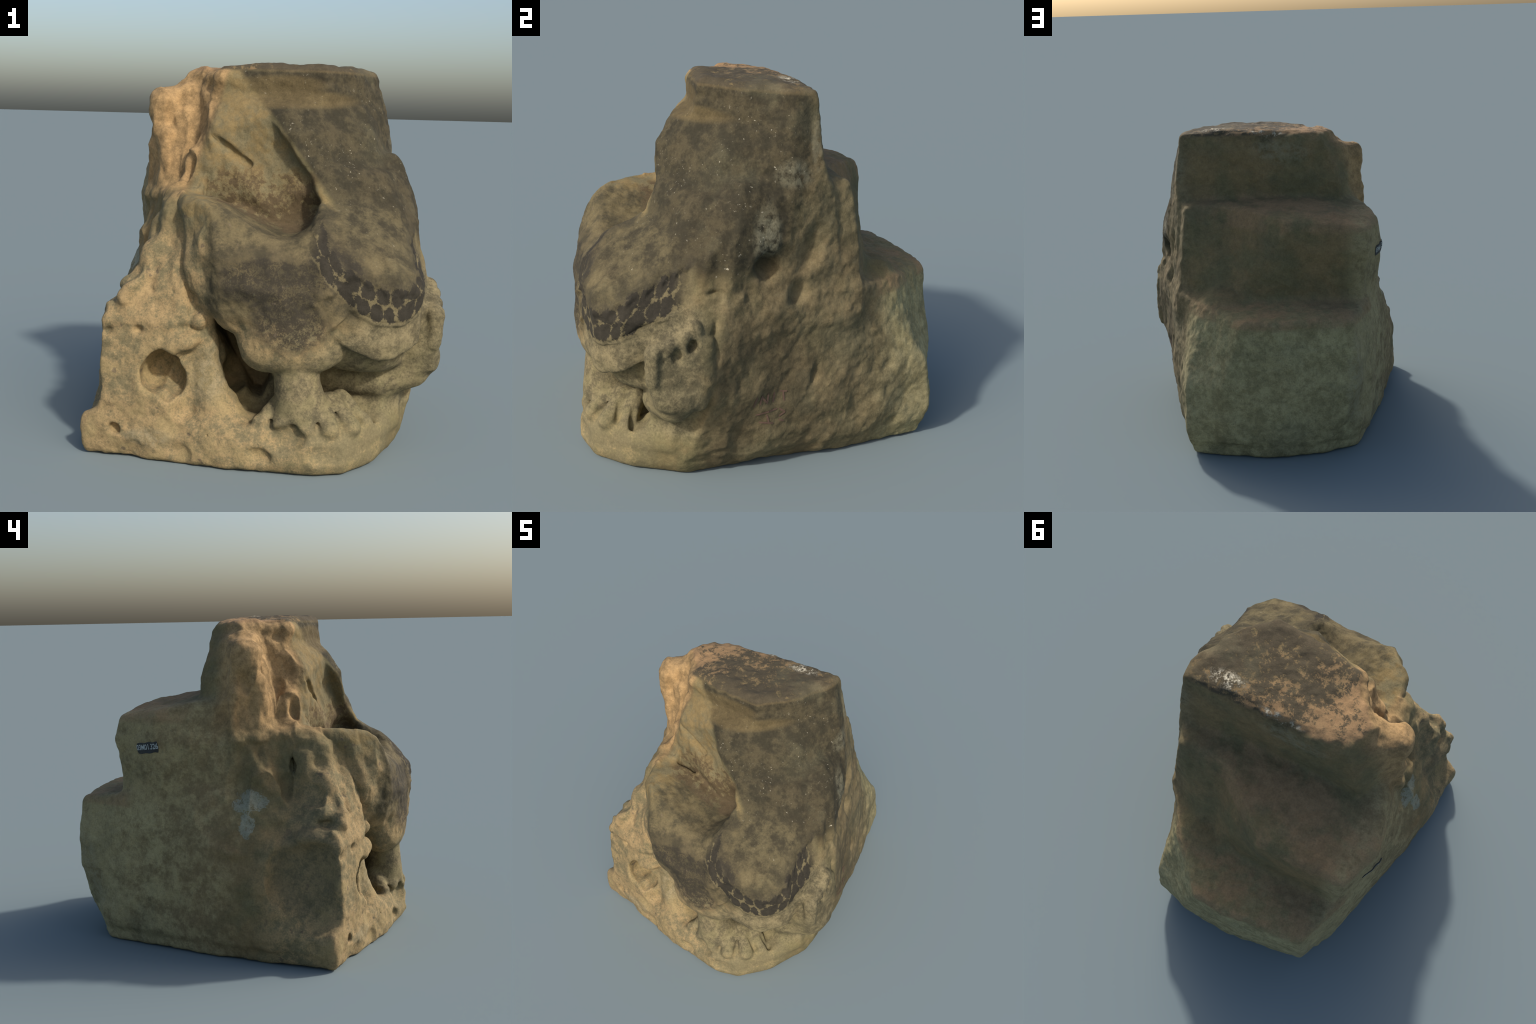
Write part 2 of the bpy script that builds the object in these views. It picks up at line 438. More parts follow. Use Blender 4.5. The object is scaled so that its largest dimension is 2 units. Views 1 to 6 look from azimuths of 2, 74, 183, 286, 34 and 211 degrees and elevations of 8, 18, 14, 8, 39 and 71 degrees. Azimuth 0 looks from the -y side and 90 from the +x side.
# holes and pits in the right side
cut(ellipsoid((.74, -.12, 1.13), (.09, .065, .075), (30, 0, 0)), .04)
cut(ellipsoid((.70, .13, 1.21), (.085, .06, .15), (-18, 0, 0)), .06)
cut(ellipsoid((.70, .06, .97), (.05, .04, .06), (-30, 0, 0)), .05)
cut(tube([(.69, .20, .60, .024), (.685, .18, .52, .026), (.68, .17, .48, .016)]), .012)
cut(tube([(.67, .27, .63, .010), (.69, .21, .61, .018)]), .01)
pit_rng = np.random.default_rng(5)
for _ in range(16):
    py = pit_rng.uniform(.0, .8)
    pz = pit_rng.uniform(.12, 1.25 - .6 * py)
    hx = .735 - .10 * py - .22 * max(py - .2, 0)
    r = pit_rng.uniform(.015, .03)
    cut(ellipsoid((hx, py, pz), (r, r, r * 1.8), (pit_rng.uniform(-60, 0), 0, 0)), .03)


# ----------------------------------------------------------------- surface extraction
def surface_nets(F):
    """one vertex per sign-changing cell, one quad per sign-changing edge"""
    S = F < 0
    nx, ny, nz = F.shape
    cell = np.zeros((nx - 1, ny - 1, nz - 1), np.int8)
    for i in (0, 1):
        for j in (0, 1):
            for k in (0, 1):
                cell += S[i:nx - 1 + i, j:ny - 1 + j, k:nz - 1 + k]
    act = (cell > 0) & (cell < 8)
    I = np.argwhere(act)
    idx = np.full(act.shape, -1, np.int64)
    idx[act] = np.arange(len(I))
    acc = np.zeros((len(I), 3))
    cnt = np.zeros(len(I))
    corners = [(i, j, k) for i in (0, 1) for j in (0, 1) for k in (0, 1)]
    val = {c: F[I[:, 0] + c[0], I[:, 1] + c[1], I[:, 2] + c[2]].astype(float) for c in corners}
    for a in corners:
        for ax in range(3):
            if a[ax] == 0:
                b = list(a)
                b[ax] = 1
                b = tuple(b)
                va, vb = val[a], val[b]
                m = (va < 0) != (vb < 0)
                t = np.where(m, va / np.where(m, va - vb, 1), 0)
                p = np.array(a, float) + t[:, None] * (np.array(b) - np.array(a))
                acc += p * m[:, None]
                cnt += m
    V = LO + H * (I + acc / cnt[:, None])
    quads = []
    for ax in range(3):
        u, v = (ax + 1) % 3, (ax + 2) % 3
        s0 = [slice(1, -1)] * 3
        s1 = [slice(1, -1)] * 3
        s0[ax], s1[ax] = slice(0, -1), slice(1, None)
        A, B = S[tuple(s0)], S[tuple(s1)]
        for flip, M in ((False, A & ~B), (True, ~A & B)):
            E = np.argwhere(M)
            off = np.array([1, 1, 1])
            off[ax] = 0
            E = E + off
            q = []
            for du, dv in ((-1, -1), (0, -1), (0, 0), (-1, 0)):
                C = E.copy()
                C[:, u] += du
                C[:, v] += dv
                q.append(idx[C[:, 0], C[:, 1], C[:, 2]])
            q = np.stack(q, 1)
            quads.append(q[:, ::-1] if flip else q)
    Q = np.concatenate(quads)
    return V, Q


def lattice_noise(P, freq, seed):
    """smooth value noise, -1..1"""
    rng = np.random.default_rng(seed)
    n = 64
    T = rng.uniform(-1, 1, (n, n, n))
    q = P * freq + 17.3
    i = np.floor(q).astype(int)
    t = q - i
    t = t * t * (3 - 2 * t)
    r = 0
    for a in (0, 1):
        for b in (0, 1):
            for c in (0, 1):
                w = (t[:, 0] if a else 1 - t[:, 0]) * (t[:, 1] if b else 1 - t[:, 1]) * (t[:, 2] if c else 1 - t[:, 2])
                r = r + w * T[(i[:, 0] + a) % n, (i[:, 1] + b) % n, (i[:, 2] + c) % n]
    return r


def vertex_normals(V, Q):
    a = V[Q[:, 2]] - V[Q[:, 0]]
    b = V[Q[:, 3]] - V[Q[:, 1]]
    fn = np.cross(a, b)
    n = np.zeros_like(V)
    for i in range(4):
        for c in range(3):
            n[:, c] += np.bincount(Q[:, i], fn[:, c], len(V))
    return n / (np.linalg.norm(n, axis=1, keepdims=True) + 1e-12)


def relax(V, Q, it, w):
    for _ in range(it):
        s = np.zeros_like(V)
        c = np.zeros(len(V))
        for i in range(4):
            for j in ((i + 1) % 4,):
                for d in range(3):
                    s[:, d] += np.bincount(Q[:, i], V[Q[:, j], d], len(V)) + np.bincount(Q[:, j], V[Q[:, i], d], len(V))
                c += np.bincount(Q[:, i], minlength=len(V)) + np.bincount(Q[:, j], minlength=len(V))
        V = V + w * (s / c[:, None] - V)
    return V


V, Q = surface_nets(F)
V = relax(V, Q, 2, .5)
nrm = vertex_normals(V, Q)
# hammered lumps on the right wall, finer wear elsewhere
rough = np.clip((V[:, 0] - .35) / .2, 0, 1) * np.clip((nrm[:, 0] - .3) / .4, 0, 1) * np.clip((1.5 - V[:, 2]) / .3, 0, 1) * np.clip((V[:, 1] + .4) / .2, 0, 1)
slant = V @ rot(35, 0, 0).T * np.array([1, 1.6, .8])
carved = np.clip((V[:, 0] - .0) / .1, 0, 1) * np.clip((-.5 - V[:, 1]) / .1, 0, 1) * np.clip((.62 - V[:, 2]) / .1, 0, 1)
flank = np.clip((-.24 - V[:, 0]) / .12, 0, 1) * np.clip((.05 - V[:, 1]) / .15, 0, 1) * np.clip((V[:, 2] - .78) / .15, 0, 1) * np.clip((-nrm[:, 0] - nrm[:, 1] * .5 - .2) / .3, 0, 1)
gouge = 1 - 2.4 * np.abs(lattice_noise(V * np.array([1, 1, .45]), 9, 21))
rimmed = np.clip((V[:, 2] - 1.86) / .08, 0, 1) * (1 - np.clip((nrm[:, 2] - .75) / .2, 0, 1))
broken = np.clip((-.15 - V[:, 0]) / .2, 0, 1) * np.clip((.35 - V[:, 1]) / .8, 0, 1)
disp = (.007 * lattice_noise(V, 6, 1) + .005 * lattice_noise(V, 14, 2) + .0035 * lattice_noise(V, 30, 3) + .0016 * lattice_noise(V, 62, 6)
        + flank * .022 * gouge + rimmed * (.013 * lattice_noise(V, 9, 31) + .008 * lattice_noise(V, 22, 32))
        + broken * (1 - .6 * np.clip((-.62 - V[:, 1]) / .1, 0, 1)) * (.008 * lattice_noise(V, 8, 7) + .006 * lattice_noise(V, 20, 8))
        + rough * (.012 * lattice_noise(slant, 5, 4) + .003 * lattice_noise(slant, 13, 5)))
hem_ang = np.arctan2(V[:, 0] - .42, -.45 - V[:, 1])
hem_v = V[:, 2] - rim_bottom(np.minimum(V[:, 0], 2), V[:, 1]) - .02 * lattice_noise(V, 8, 41)
hem_on = np.clip((hem_ang + .45) / .2, 0, 1) * np.clip((1.5 - hem_ang) / .2, 0, 1) * np.clip((-.42 - V[:, 1]) / .06, 0, 1)
scallop = .018 * np.abs(np.sin(hem_ang * math.pi / .15))
disp = disp - .013 * hem_on * np.clip((hem_v - .0) / .012, 0, 1) * np.clip((.165 + scallop - hem_v) / .022, 0, 1)
disp = disp * (1 - .6 * carved)
V = V + nrm * disp[:, None]
V[:, 2] = np.maximum(V[:, 2], 0.0)
nrm = vertex_normals(V, Q)

# ----------------------------------------------------------------- materials
class Graph:
    """small helper to write node graphs as expressions"""

    def __init__(self, name):
        self.mat = bpy.data.materials.new(name)
        self.mat.use_nodes = True
        self.t = self.mat.node_tree
        self.bsdf = self.t.nodes["Principled BSDF"]
        self.pos = self.t.nodes.new("ShaderNodeTexCoord").outputs["Object"]
        sep = self.t.nodes.new("ShaderNodeSeparateXYZ")
        self.t.links.new(self.pos, sep.inputs[0])
        self.x, self.y, self.z = (Val(self, o) for o in sep.outputs)
        geo = self.t.nodes.new("ShaderNodeNewGeometry")
        sn = self.t.nodes.new("ShaderNodeSeparateXYZ")
        self.t.links.new(geo.outputs["Normal"], sn.inputs[0])
        self.nx, self.ny, self.nz = (Val(self, o) for o in sn.outputs)

    def put(self, sock, v):
        if isinstance(v, Val):
            self.t.links.new(v.s, sock)
        elif hasattr(v, "links"):
            self.t.links.new(v, sock)
        else:
            sock.default_value = v

    def math(self, op, *a):
        n = self.t.nodes.new("ShaderNodeMath")
        n.operation = op
        for i, v in enumerate(a):
            self.put(n.inputs[i], v)
        return Val(self, n.outputs[0])

    def noise(self, scale, detail=4, rough=.6, seed=0.0, stretch=None):
        n = self.t.nodes.new("ShaderNodeTexNoise")
        m = self.t.nodes.new("ShaderNodeMapping")
        m.inputs["Location"].default_value = (seed * 3.7, seed * 1.3, seed * 2.1)
        if stretch:
            m.inputs["Scale"].default_value = stretch
        self.t.links.new(self.pos, m.inputs[0])
        self.t.links.new(m.outputs[0], n.inputs["Vector"])
        n.inputs["Scale"].default_value = scale
        n.inputs["Detail"].default_value = detail
        n.inputs["Roughness"].default_value = rough
        return Val(self, n.outputs["Fac"])

    def cells(self, scale, seed=0.0):
        n = self.t.nodes.new("ShaderNodeTexVoronoi")
        m = self.t.nodes.new("ShaderNodeMapping")
        m.inputs["Location"].default_value = (seed, seed * 2, seed * 3)
        self.t.links.new(self.pos, m.inputs[0])
        self.t.links.new(m.outputs[0], n.inputs["Vector"])
        n.inputs["Scale"].default_value = scale
        return Val(self, n.outputs["Distance"])

    def step(self, v, lo, hi):
        n = self.t.nodes.new("ShaderNodeMapRange")
        n.interpolation_type = "SMOOTHSTEP"
        self.put(n.inputs["Value"], v)
        n.inputs["From Min"].default_value = lo
        n.inputs["From Max"].default_value = hi
        return Val(self, n.outputs["Result"])

    def ball(self, c, r, edge=.35, wob=None):
        """soft blob mask around a place on the stone, 1 inside"""
        q = ((self.x - c[0]) * (1 / r[0])).sq() + ((self.y - c[1]) * (1 / r[1])).sq() + ((self.z - c[2]) * (1 / r[2])).sq()
        if wob is not None:
            q = q + wob
        return self.step(q, 1 + edge, 1 - edge)

    def mix(self, fac, a, b):
        n = self.t.nodes.new("ShaderNodeMix")
        n.data_type = "RGBA"
        self.put(n.inputs[0], fac)
        for sock, v in ((n.inputs[6], a), (n.inputs[7], b)):
            if isinstance(v, tuple):
                sock.default_value = (*v, 1)
            else:
                self.t.links.new(v, sock)
        return n.outputs[2]

    def scale_colour(self, c, f):
        n = self.t.nodes.new("ShaderNodeMix")
        n.data_type = "RGBA"
        n.blend_type = "MULTIPLY"
        n.inputs[0].default_value = 1
        self.t.links.new(c, n.inputs[6])
        g = self.t.nodes.new("ShaderNodeCombineXYZ")
        for i in range(3):
            self.put(g.inputs[i], f)
        self.t.links.new(g.outputs[0], n.inputs[7])
        return n.outputs[2]


class Val:
    def __init__(self, g, s):
        self.g, self.s = g, s

    def __add__(self, o): return self.g.math("ADD", self, o)
    __radd__ = __add__
    def __mul__(self, o): return self.g.math("MULTIPLY", self, o)
    __rmul__ = __mul__
    def __sub__(self, o): return self.g.math("SUBTRACT", self, o)
    def __rsub__(self, o): return self.g.math("SUBTRACT", o, self)
    def sq(self): return self.g.math("MULTIPLY", self, self)
    def min(self, o): return self.g.math("MINIMUM", self, o)
    def max(self, o): return self.g.math("MAXIMUM", self, o)
    def inv(self): return 1.0 - self


def stone_material():
    g = Graph("weathered_sandstone")
    x, y, z = g.x, g.y, g.z
    big = g.noise(2.6, 5, .6, 1)
    mid = g.noise(8, 6, .65, 2)
    small = g.noise(26, 5, .7, 3)
    grain = g.noise(100, 5, .8, 4)
    wob = (mid - .5) * 1.6 + (small - .5) * .9          # ragged edges for every patch

    # bare stone: olive brown with tan clouds
    col = g.mix(g.step(big + (mid - .5) * .5, .36, .64), OLIVE, BROWN)
    # warm tan stone of the broken left front, the plinth and the left flank
    left = g.step(x * .45 + y * .9 + (wob * .10), -.55, -.80)
    col = g.mix(left * g.step(z + wob * .08, 1.35, 1.0) * .9, col, g.mix(g.step(mid * .6 + small * .4 + (grain - .5) * .4, .40, .58), TAN_OLIVE, TAN))
    low = g.step(y + wob * .06, -.60, -.72) * g.step(z + wob * .03, .36, .26)
    col = g.mix(low * .8, col, g.mix(g.step(mid * .6 + small * .4 + (grain - .5) * .4 - x * .14, .42, .60), TAN_OLIVE, TAN))
    # pale grey-green weathering low on the back and rear left, warm dust on the treads
    rear = g.step(y - x * .25 + wob * .06, .30, .62) * g.step(z + wob * .06, 1.0, .80)
    col = g.mix(rear * .85, col, g.mix(g.step(mid + (small - .5) * .6, .36, .64), GREY_GREEN, PALE_GREEN))
    side = g.step(x + wob * .05, -.50, -.62) * g.step(y + wob * .1, -.25, .05)
    col = g.mix(side * .75, col, g.mix(g.step(mid + (small - .5) * .6 + (y - .2) * .25, .36, .64), SIDE_BROWN, SIDE_GREEN))
    tread = g.step(z + wob * .01, .845, .875) * g.step(z + wob * .01, .97, .93) * g.step(y, .52, .60)
    tread = tread + g.step(z + wob * .01, 1.36, 1.40) * g.step(z, 1.58, 1.54) * g.step(y + wob * .03, .12, .2) * g.step(x, .5, .3)
    col = g.mix(tread.min(1.0) * g.step(big + (mid - .5) * .8, .36, .6) * .7, col, DUST)
    line0 = x - (.02 + (1.725 - z) * .762).min(.40)
    # orange fresh breaks at the upper left and on top
    fresh = g.step(x + .27 + (1.75 - z) * .33 + wob * .02, .02, -.03) * g.step(z + wob * .05, 1.22, 1.42) * g.step(y + wob * .03, .06, -.04)
    col = g.mix(fresh * .9, col, g.mix(g.step(mid * .5 + small * .5, .38, .60), RUST, ORANGE))
    wall_tan = g.step(x + .27 + (1.75 - z) * .33 + wob * .02, -.02, .03) * g.step(line0, .0, -.05) * g.step(y, -.30, -.38) * g.step(z, 1.1, 1.25)
    col = g.mix(wall_tan * .8, col, g.mix(g.step(mid + (small - .5) * .6, .36, .62), TAN_OLIVE, TAN_DULL))
    top = g.step(z, 1.935, 1.955)
    col = g.mix(top * g.step(mid * .5 + big * .5 + (x * .12) - y * .2 + (small - .5) * .8 + (grain - .5) * .5, .44, .56), col, DARK_TOP)
    col = g.mix(top * g.step(mid * .4 + small * .35 + big * .25 + x * .16 - y * .2 + (grain - .5) * .3, .44, .54).inv() * .9, col, ORANGE_TOP)

    # dark weathered skin over chest and right thigh
    line = x - (.02 + (1.725 - z) * .762).min(.40)
    chest = g.step(line + wob * .015, -.04, .01) * g.step(z + wob * .06, 1.02, 1.16) * g.step(y + x * .1 + (1.5 - z) * .35 + wob * .04, .22, .08) * g.step(x, 1.0, .85)
    chest = chest * g.step(z, 1.96, 1.93) * g.step(y + wob * .02, .15, .08)
    col = g.mix(chest * .95, col, g.mix(g.step(mid + (small - .5) * .6, .4, .62), DARK, DARK_BROWN))
    warm = g.ball((.10, -.45, 1.80), (.40, .3, .045), .6, wob * .6) + g.ball((.05, -.43, 1.87), (.22, .2, .05), .6, wob * .7)
    col = g.mix(warm.min(1.0) * .38, col, TAN_DULL)
    # lap: middle tone fading to soot on the front of the knees
    lap = g.step(z + wob * .05, .70, .80) * g.step(z + wob * .06, 1.36, 1.25) * g.step(y + wob * .03, -.52, -.62) * g.step(x, -.30, -.24)
    col = g.mix(lap * .85, col, g.mix(g.step(mid + (small - .5) * .5, .36, .62), LAP_DARK, LAP))
    soot = g.ball((.03, -1.0, .93), (.26, .20, .115), .5, wob) + g.ball((.14, -.98, .745), (.19, .2, .14), .5, wob) + g.ball((.34, -.97, 1.02), (.15, .15, .10), .5, wob)
    soot = soot + g.ball((-.02, -.90, 1.02), (.2, .2, .09), .6, wob) * .5
    soot = soot.min(1.0) * g.step(small * .5 + grain * .5, .40, .54)
    col = g.mix(soot * .92, col, SOOT)
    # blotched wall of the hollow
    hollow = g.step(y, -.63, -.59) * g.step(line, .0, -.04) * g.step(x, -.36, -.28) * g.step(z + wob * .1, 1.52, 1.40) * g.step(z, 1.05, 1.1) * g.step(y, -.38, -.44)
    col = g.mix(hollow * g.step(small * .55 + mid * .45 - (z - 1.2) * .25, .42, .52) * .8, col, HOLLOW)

    # grey-olive film on the feet and the lower robe, browner right wall
    film = g.step(x + wob * .05, -.12, .06) * g.step(z + wob * .03, .20, .28) * g.step(z + wob * .02 - (x - .2).max(0.0) * .7, .62, .50) * g.step(y + wob * .03, -.38, -.50)
    col = g.mix(film * .8, col, g.mix(g.step(mid * .5 + small * .5 + (grain - .5) * .3, .40, .60), FILM, FILM_LIGHT))
    wall = g.step(x + wob * .04, .44, .56) * g.step(y + wob * .05, -.48, -.36)
    col = g.mix(wall * chest.inv() * .55, col, g.mix(g.step(mid * .6 + small * .4, .38, .62), WALL_DARK, WALL_LIGHT))
    pock = g.step(g.noise(55, 3, .6, 23), .64, .70) * g.step(mid, .42, .58)
    col = g.mix(pock * .45, col, DAMP)

    # scalloped hem: two staggered rows of dark petals separated by pale lines
    ang = g.math("ARCTAN2", x - .42, -.45 - y)
    rim = .745 + (y + .92).max(0.0) * .57 + ((.62 - x).max(0.0)).sq() * 2.0
    v = z - rim + (mid - .5) * .07 - .01
    u = ang * (1 / .150) + (mid - .5) * 1.3 + (g.noise(5, 2, .5, 15) - .5) * 1.2
    front = g.step(ang + wob * .05, -.50, -.30) * g.step(ang, 1.55, 1.40) * g.step(y, -.40, -.46)

    def petals(shift, centre, half):
        f = g.math("FRACT", u + shift) - .5
        q = (grain - .5) * 1.6 + (f * (1 / .50)).sq() + ((v - centre) * (1 / half)).sq() + (small - .5) * 2.2 + (mid - .5) * 1.2
        return g.step(q, 1.2, .8)
    band = g.step(v, -.01, .008) * g.step(v, .185, .15) * front
    col = g.mix(band * .9, col, HEM_LINE)
    fade = g.step(v, .13, .16) * g.step(v + wob * .03, .27, .15) * front
    col = g.mix(fade * g.step(small, .36, .55) * .75, col, SOOT)
    col = g.mix((petals(0, .050, .047).max(petals(.5, .132, .044))) * front * g.step(v, .215, .17) * g.step(ang + wob * .1, 1.45, 1.15) * .96, col, SOOT)

    niche = g.ball((-.78, -.555, .55), (.12, .20, .27), .2, wob * .4)  # niche floor tinted darker to paint in the recess's shade
    col = g.mix(niche * .4, col, NICHE_PAINTED_SHADE)
    # greenish film on foot and lower front, grey-green lichen patches
    col = g.mix(g.step(mid, .45, .6) * g.step(z, .75, .45) * g.step(y, -.5, -.7) * .35, col, GREENISH)
    for c, r, a in (((.73, -.13, 1.29), (.12, .07, .15), .55), ((.66, .03, 1.57), (.06, .10, .07), .5), ((.58, .14, 1.70), (.06, .04, .14), .5),
                    ((-.55, -.85, .12), (.12, .1, .05), .5), ((-.58, .90, .45), (.06, .16, .30), .5), ((-.25, -.80, .45), (.10, .14, .14), .4),
                    ((-.1, .13, 1.83), (.2, .05, .08), .45)):
        col = g.mix(g.ball(c, r, .7, wob * 1.3) * g.step(small, .35, .6) * a, col, LICHEN)
    splat = g.ball((-.72, -.20, .91), (.25, .095, .075), .12, (mid - .5) * 4.5 + (small - .5) * 3) + g.ball((-.72, -.20, .80), (.25, .045, .08), .12, (mid - .5) * 4 + (small - .5) * 3)
    col = g.mix(splat.min(1.0) * g.step(small + (grain - .5) * .5, .28, .5) * .85, col, SPLAT)
    scars = g.step(g.noise(13, 3, .5, 12), .66, .70) * g.step(x * .6 + y, -.75, -.95)
    col = g.mix(scars * .75, col, SCAR)
    # dark green-grey damp patches on the left side and back
    damp = g.step(g.noise(3.4, 5, .62, 9), .50, .66) * g.step(y + x * .5, -.25, .0)
    col = g.mix(damp * .3, col, DAMP)
    right = g.step(x, .52, .62) * g.step(y, -.42, -.34) * g.step(y, .35, .0) * g.step(z, 1.0, .7)
    col = g.mix(right * g.step(big, .4, .6) * .5, col, DARK_BROWN)

    # pale specks and white crust
    dots = g.step(g.noise(75, 2, .5, 17) + (small - .5) * .3, .68, .75) * g.step(g.noise(6, 3, .6, 7), .42, .62) * chest
    col = g.mix(dots * .65, col, PALE)
    crust = (g.ball((.34, .05, 1.985), (.11, .05, .06), .7, wob) + g.ball((-.02, .105, 1.98), (.13, .022, .05), .7, wob)).min(1.0)
    col = g.mix(crust * g.step(small * .6 + grain * .4, .48, .62), col, WHITE)
    # overall mottling and grain
    f = 1.0 + (mid - .5) * .55 + (small - .5) * .75 + (grain - .5) * 1.1
    col = g.scale_colour(col, f)
    g.t.links.new(col, g.bsdf.inputs["Base Color"])
    g.bsdf.inputs["Roughness"].default_value = .92
    g.bsdf.inputs["Specular IOR Level"].default_value = .25
    bump = g.t.nodes.new("ShaderNodeBump")
    bump.inputs["Strength"].default_value = .5
    bump.inputs["Distance"].default_value = .012
    h = mid * .5 + small * .7 + grain * .3
    g.t.links.new(h.s, bump.inputs["Height"])
    g.t.links.new(bump.outputs[0], g.bsdf.inputs["Normal"])
    return g.mat


# linear base colours
FILM = (.098, .084, .050)
FILM_LIGHT = (.190, .158, .088)
WALL_DARK = (.105, .083, .046)
WALL_LIGHT = (.190, .150, .082)
RUST = (.270, .174, .080)
NICHE_PAINTED_SHADE = (.115, .100, .060)
SIDE_BROWN = (0.219, 0.163, 0.082)
SIDE_GREEN = (0.307, 0.252, 0.128)
OLIVE = (0.156, 0.132, 0.064)
GREY_GREEN = (0.251, 0.218, 0.109)
PALE_GREEN = (0.337, 0.299, 0.155)
DUST = (0.242, 0.160, 0.083)
TAN_OLIVE = (.182, .153, .083)
SPLAT = (.26, .26, .19)
SCAR = (0.114, 0.087, 0.057)
BROWN = (0.198, 0.142, 0.067)
TAN = (0.297, 0.209, 0.103)
TAN_DULL = (0.198, 0.142, 0.061)
ORANGE = (.380, .242, .110)
ORANGE_TOP = (.320, .198, .098)
DARK = (0.033, 0.029, 0.018)
DARK_BROWN = (0.058, 0.048, 0.027)
DARK_TOP = (.070, .056, .034)
LAP = (.105, .086, .045)
LAP_DARK = (.052, .044, .026)
SOOT = (.030, .026, .019)
HEM_LINE = (.135, .110, .058)
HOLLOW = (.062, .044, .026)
GREENISH = (0.177, 0.158, 0.074)
LICHEN = (.22, .205, .135)
DAMP = (.105, .100, .060)
PALE = (.42, .38, .29)
WHITE = (.58, .52, .38)

stone = stone_material()

# ----------------------------------------------------------------- parts
root = bpy.data.objects.new("stone_sculpture_fragment", None)
bpy.context.collection.objects.link(root)
root["label"] = "weathered sandstone fragment of a seated draped figure"
root["category"] = "stone sculpture"

C = V[Q].mean(1)
names = list(GROUPS)
D = np.stack([np.min([f(C[:, 0], C[:, 1], C[:, 2]) for f in GROUPS[n]], axis=0) for n in names])
owner = np.abs(np.minimum(D, .0) + np.maximum(D, 0)).argmin(0)
owner = np.where(D.min(0) > .0, D.argmin(0), owner)


def mesh_object(name, verts, faces, normals, parent, mat):
    me = bpy.data.meshes.new(name)
    me.vertices.add(len(verts))
    me.vertices.foreach_set("co", verts.astype(np.float32).ravel())
    me.loops.add(faces.size)
    me.polygons.add(len(faces))
    me.polygons.foreach_set("loop_start", np.arange(0, faces.size, 4, dtype=np.int32))
    me.loops.foreach_set("vertex_index", faces.astype(np.int32).ravel())
    me.update(calc_edges=True)
    me.validate()
    me.polygons.foreach_set("use_smooth", np.ones(len(me.polygons), bool))
    me.normals_split_custom_set_from_vertices(normals.tolist())
    me.materials.append(mat)
    ob = bpy.data.objects.new(name, me)
    bpy.context.collection.objects.link(ob)
    ob.parent = parent
    return ob


for gi, n in enumerate(names):
    q = Q[owner == gi]
    if len(q) == 0:
        continue
    used, inv = np.unique(q, return_inverse=True)
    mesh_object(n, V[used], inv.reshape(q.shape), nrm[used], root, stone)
# ----------------------------------------------------------------- painted number plate on the left side
from mathutils import Vector
from mathutils.bvhtree import BVHTree
tree = BVHTree.FromPolygons(V.tolist(), Q.tolist())


def lay_on_left_side(points, lift):
    """press (y, z) points against the left side of the stone"""
    out = []
    for yy, zz in points:
        hit = tree.ray_cast(Vector((-2, yy, zz)), Vector((1, 0, 0)))
        out.append((hit[0].x - lift, yy, zz))
    return out


def flat_object(name, verts, faces, material, parent):
    me = bpy.data.meshes.new(name)
    me.from_pydata(verts, [], faces)
    me.materials.append(material)
    ob = bpy.data.objects.new(name, me)
    bpy.context.collection.objects.link(ob)
    ob.parent = parent
    return ob


def plain(name, colour, rough):
    g = Graph(name)
    n = g.noise(60, 3, .6, 2)
    c = g.mix(n, tuple(v * .75 for v in colour), tuple(v * 1.25 for v in colour))
    g.t.links.new(c, g.bsdf.inputs["Base Color"])
    g.bsdf.inputs["Roughness"].default_value = rough
    return g.mat


nu, nv = 36, 12
tilt = math.radians(-7)
PLATE = (.405, 1.230)


def plate_point(u, w):
    """u runs from the back (reader's left) to the front, w upwards"""
    a = -u * math.cos(tilt) - w * math.sin(tilt)
    b = -u * math.sin(tilt) + w * math.cos(tilt)
    return PLATE[0] + a, PLATE[1] + b


front, back = [], []
for j in range(nv + 1):
    for i in range(nu + 1):
        u, w = 2 * i / nu - 1, 2 * j / nv - 1
        end = .92 + .08 * (1 - w * w)
        front.append(plate_point(u * .076 * end, w * .032 * (1 + .06 * math.sin(7 * u))))
top_v = lay_on_left_side(front, .004)
low_v = lay_on_left_side(front, -.004)
m = len(top_v)
fs = []
for j in range(nv):
    for i in range(nu):
        a = j * (nu + 1) + i
        fs.append((a, a + nu + 1, a + nu + 2, a + 1))
rimv = [i for i in range(nu + 1)] + [j * (nu + 1) + nu for j in range(1, nv + 1)] + [nv * (nu + 1) + i for i in range(nu - 1, -1, -1)] + [j * (nu + 1) for j in range(nv - 1, 0, -1)]
for a, b in zip(rimv, rimv[1:] + rimv[:1]):
    fs.append((a, b, b + m, a + m))
plate = flat_object("number_plate", top_v + low_v, fs, plain("black_paint", (.016, .017, .017), .6), root)

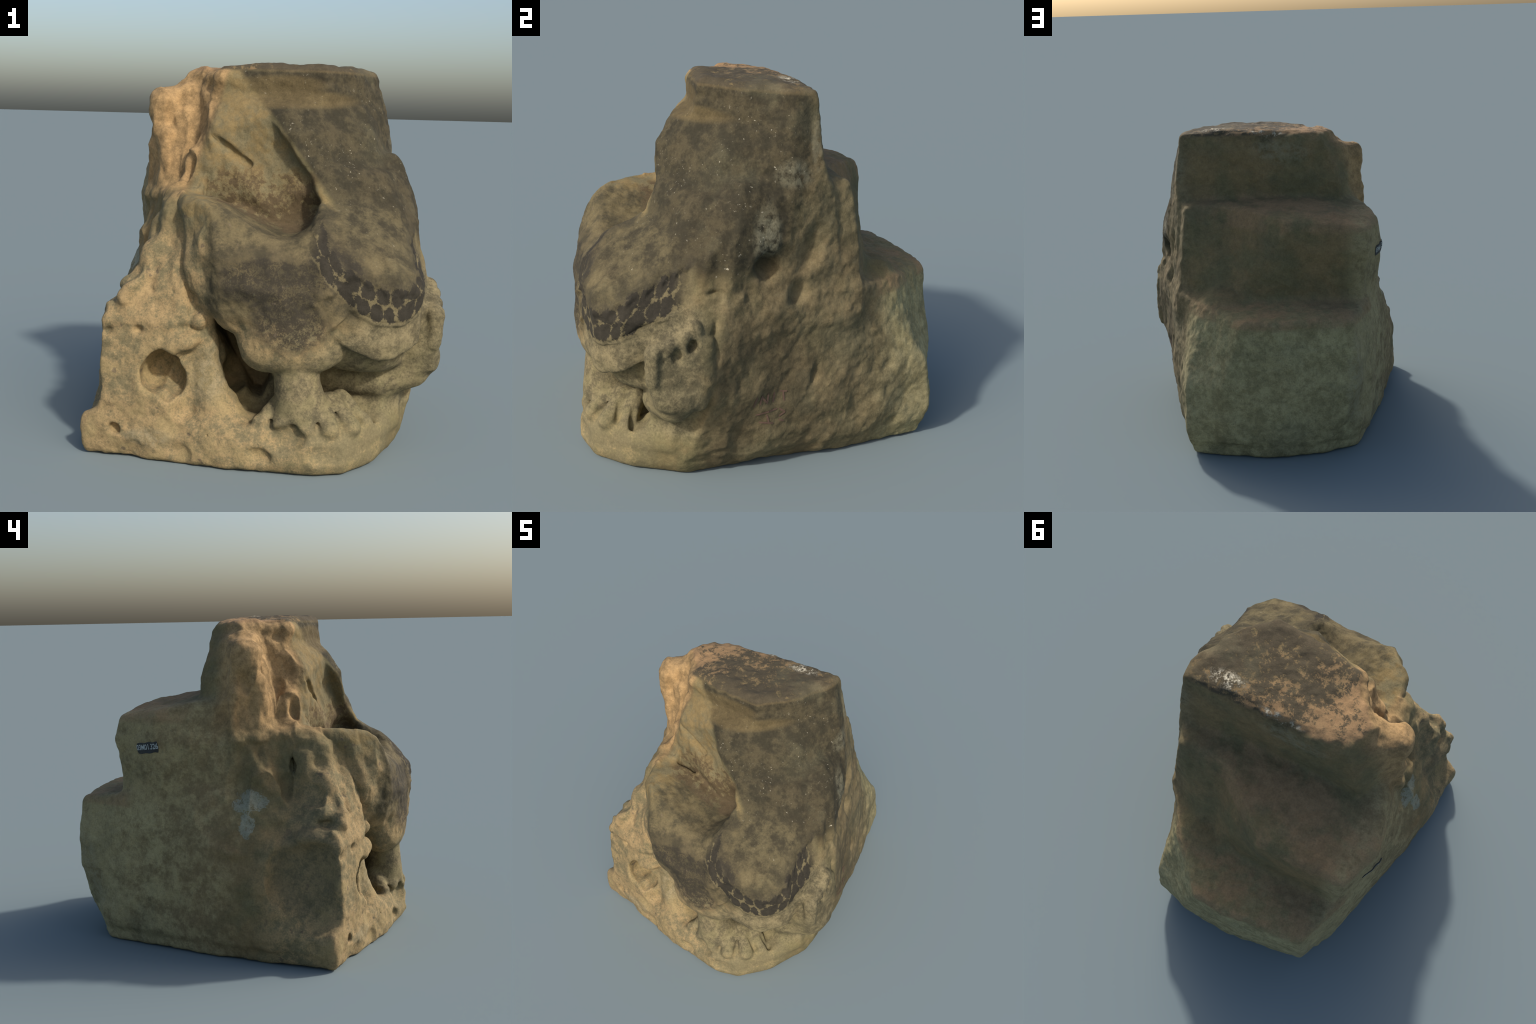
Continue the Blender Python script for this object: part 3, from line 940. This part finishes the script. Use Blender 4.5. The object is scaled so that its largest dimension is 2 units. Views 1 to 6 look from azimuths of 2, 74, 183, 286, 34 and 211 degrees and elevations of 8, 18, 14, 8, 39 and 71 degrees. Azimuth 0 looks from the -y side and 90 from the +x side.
cu = bpy.data.curves.new("number", "FONT")
cu.body = "03M01.326"
cu.size = .043
cu.align_x, cu.align_y = "CENTER", "CENTER"
cu.offset = .0008
cu.resolution_u = 3
tmp = bpy.data.objects.new("tmp", cu)
bpy.context.collection.objects.link(tmp)
dg = bpy.context.evaluated_depsgraph_get()
tm = bpy.data.meshes.new_from_object(tmp.evaluated_get(dg))
pts = [plate_point(v.co.x * .80, v.co.y * 1.05 + .004) for v in tm.vertices]
flat_object("number", lay_on_left_side(pts, .0065), [tuple(p.vertices) for p in tm.polygons], plain("white_paint", (.36, .39, .37), .7), plate)
bpy.data.objects.remove(tmp)

# ----------------------------------------------------------------- faint red brush marks on the right side
marks = []
for (y0, z0), (y1, z1) in [((-.165, .395), (-.150, .455)), ((-.130, .40), (-.120, .455)), ((-.125, .45), (-.095, .41)), ((-.09, .40), (-.085, .46)),
                           ((-.055, .40), (-.050, .455)), ((-.02, .455), (.02, .45)), ((.0, .45), (.005, .40)), ((-.15, .345), (-.03, .36)),
                           ((-.02, .36), (.015, .335)), ((.015, .335), (-.02, .315)), ((-.13, .30), (-.05, .285)), ((-.09, .34), (-.075, .29)), ((-.02, .30), (.01, .285))]:
    marks.append(((y0, z0), (y1, z1)))
vs, fs = [], []
for (y0, z0), (y1, z1) in marks:
    L = math.hypot(y1 - y0, z1 - z0)
    ny, nz = -(z1 - z0) / L * .005, (y1 - y0) / L * .005
    k = 5
    base = len(vs)
    for i in range(k + 1):
        t = i / k
        w = .5 + .5 * math.sin(math.pi * (.15 + .7 * t))
        for sgn in (-1, 1):
            yy, zz = y0 + (y1 - y0) * t + sgn * ny * w, z0 + (z1 - z0) * t + sgn * nz * w
            hit = tree.ray_cast(Vector((2, yy, zz)), Vector((-1, 0, 0)))
            vs.append((hit[0].x + .003, yy, zz))
    for i in range(k):
        a = base + 2 * i
        fs.append((a, a + 1, a + 3, a + 2))
red = flat_object("red_brush_mark", vs, fs, plain("faded_red_paint", (.125, .072, .048), .9), root)
red["kind"] = "stuff"

print("verts", len(V), "extent", V.min(0), V.max(0), {n: int((owner == i).sum()) for i, n in enumerate(names)})
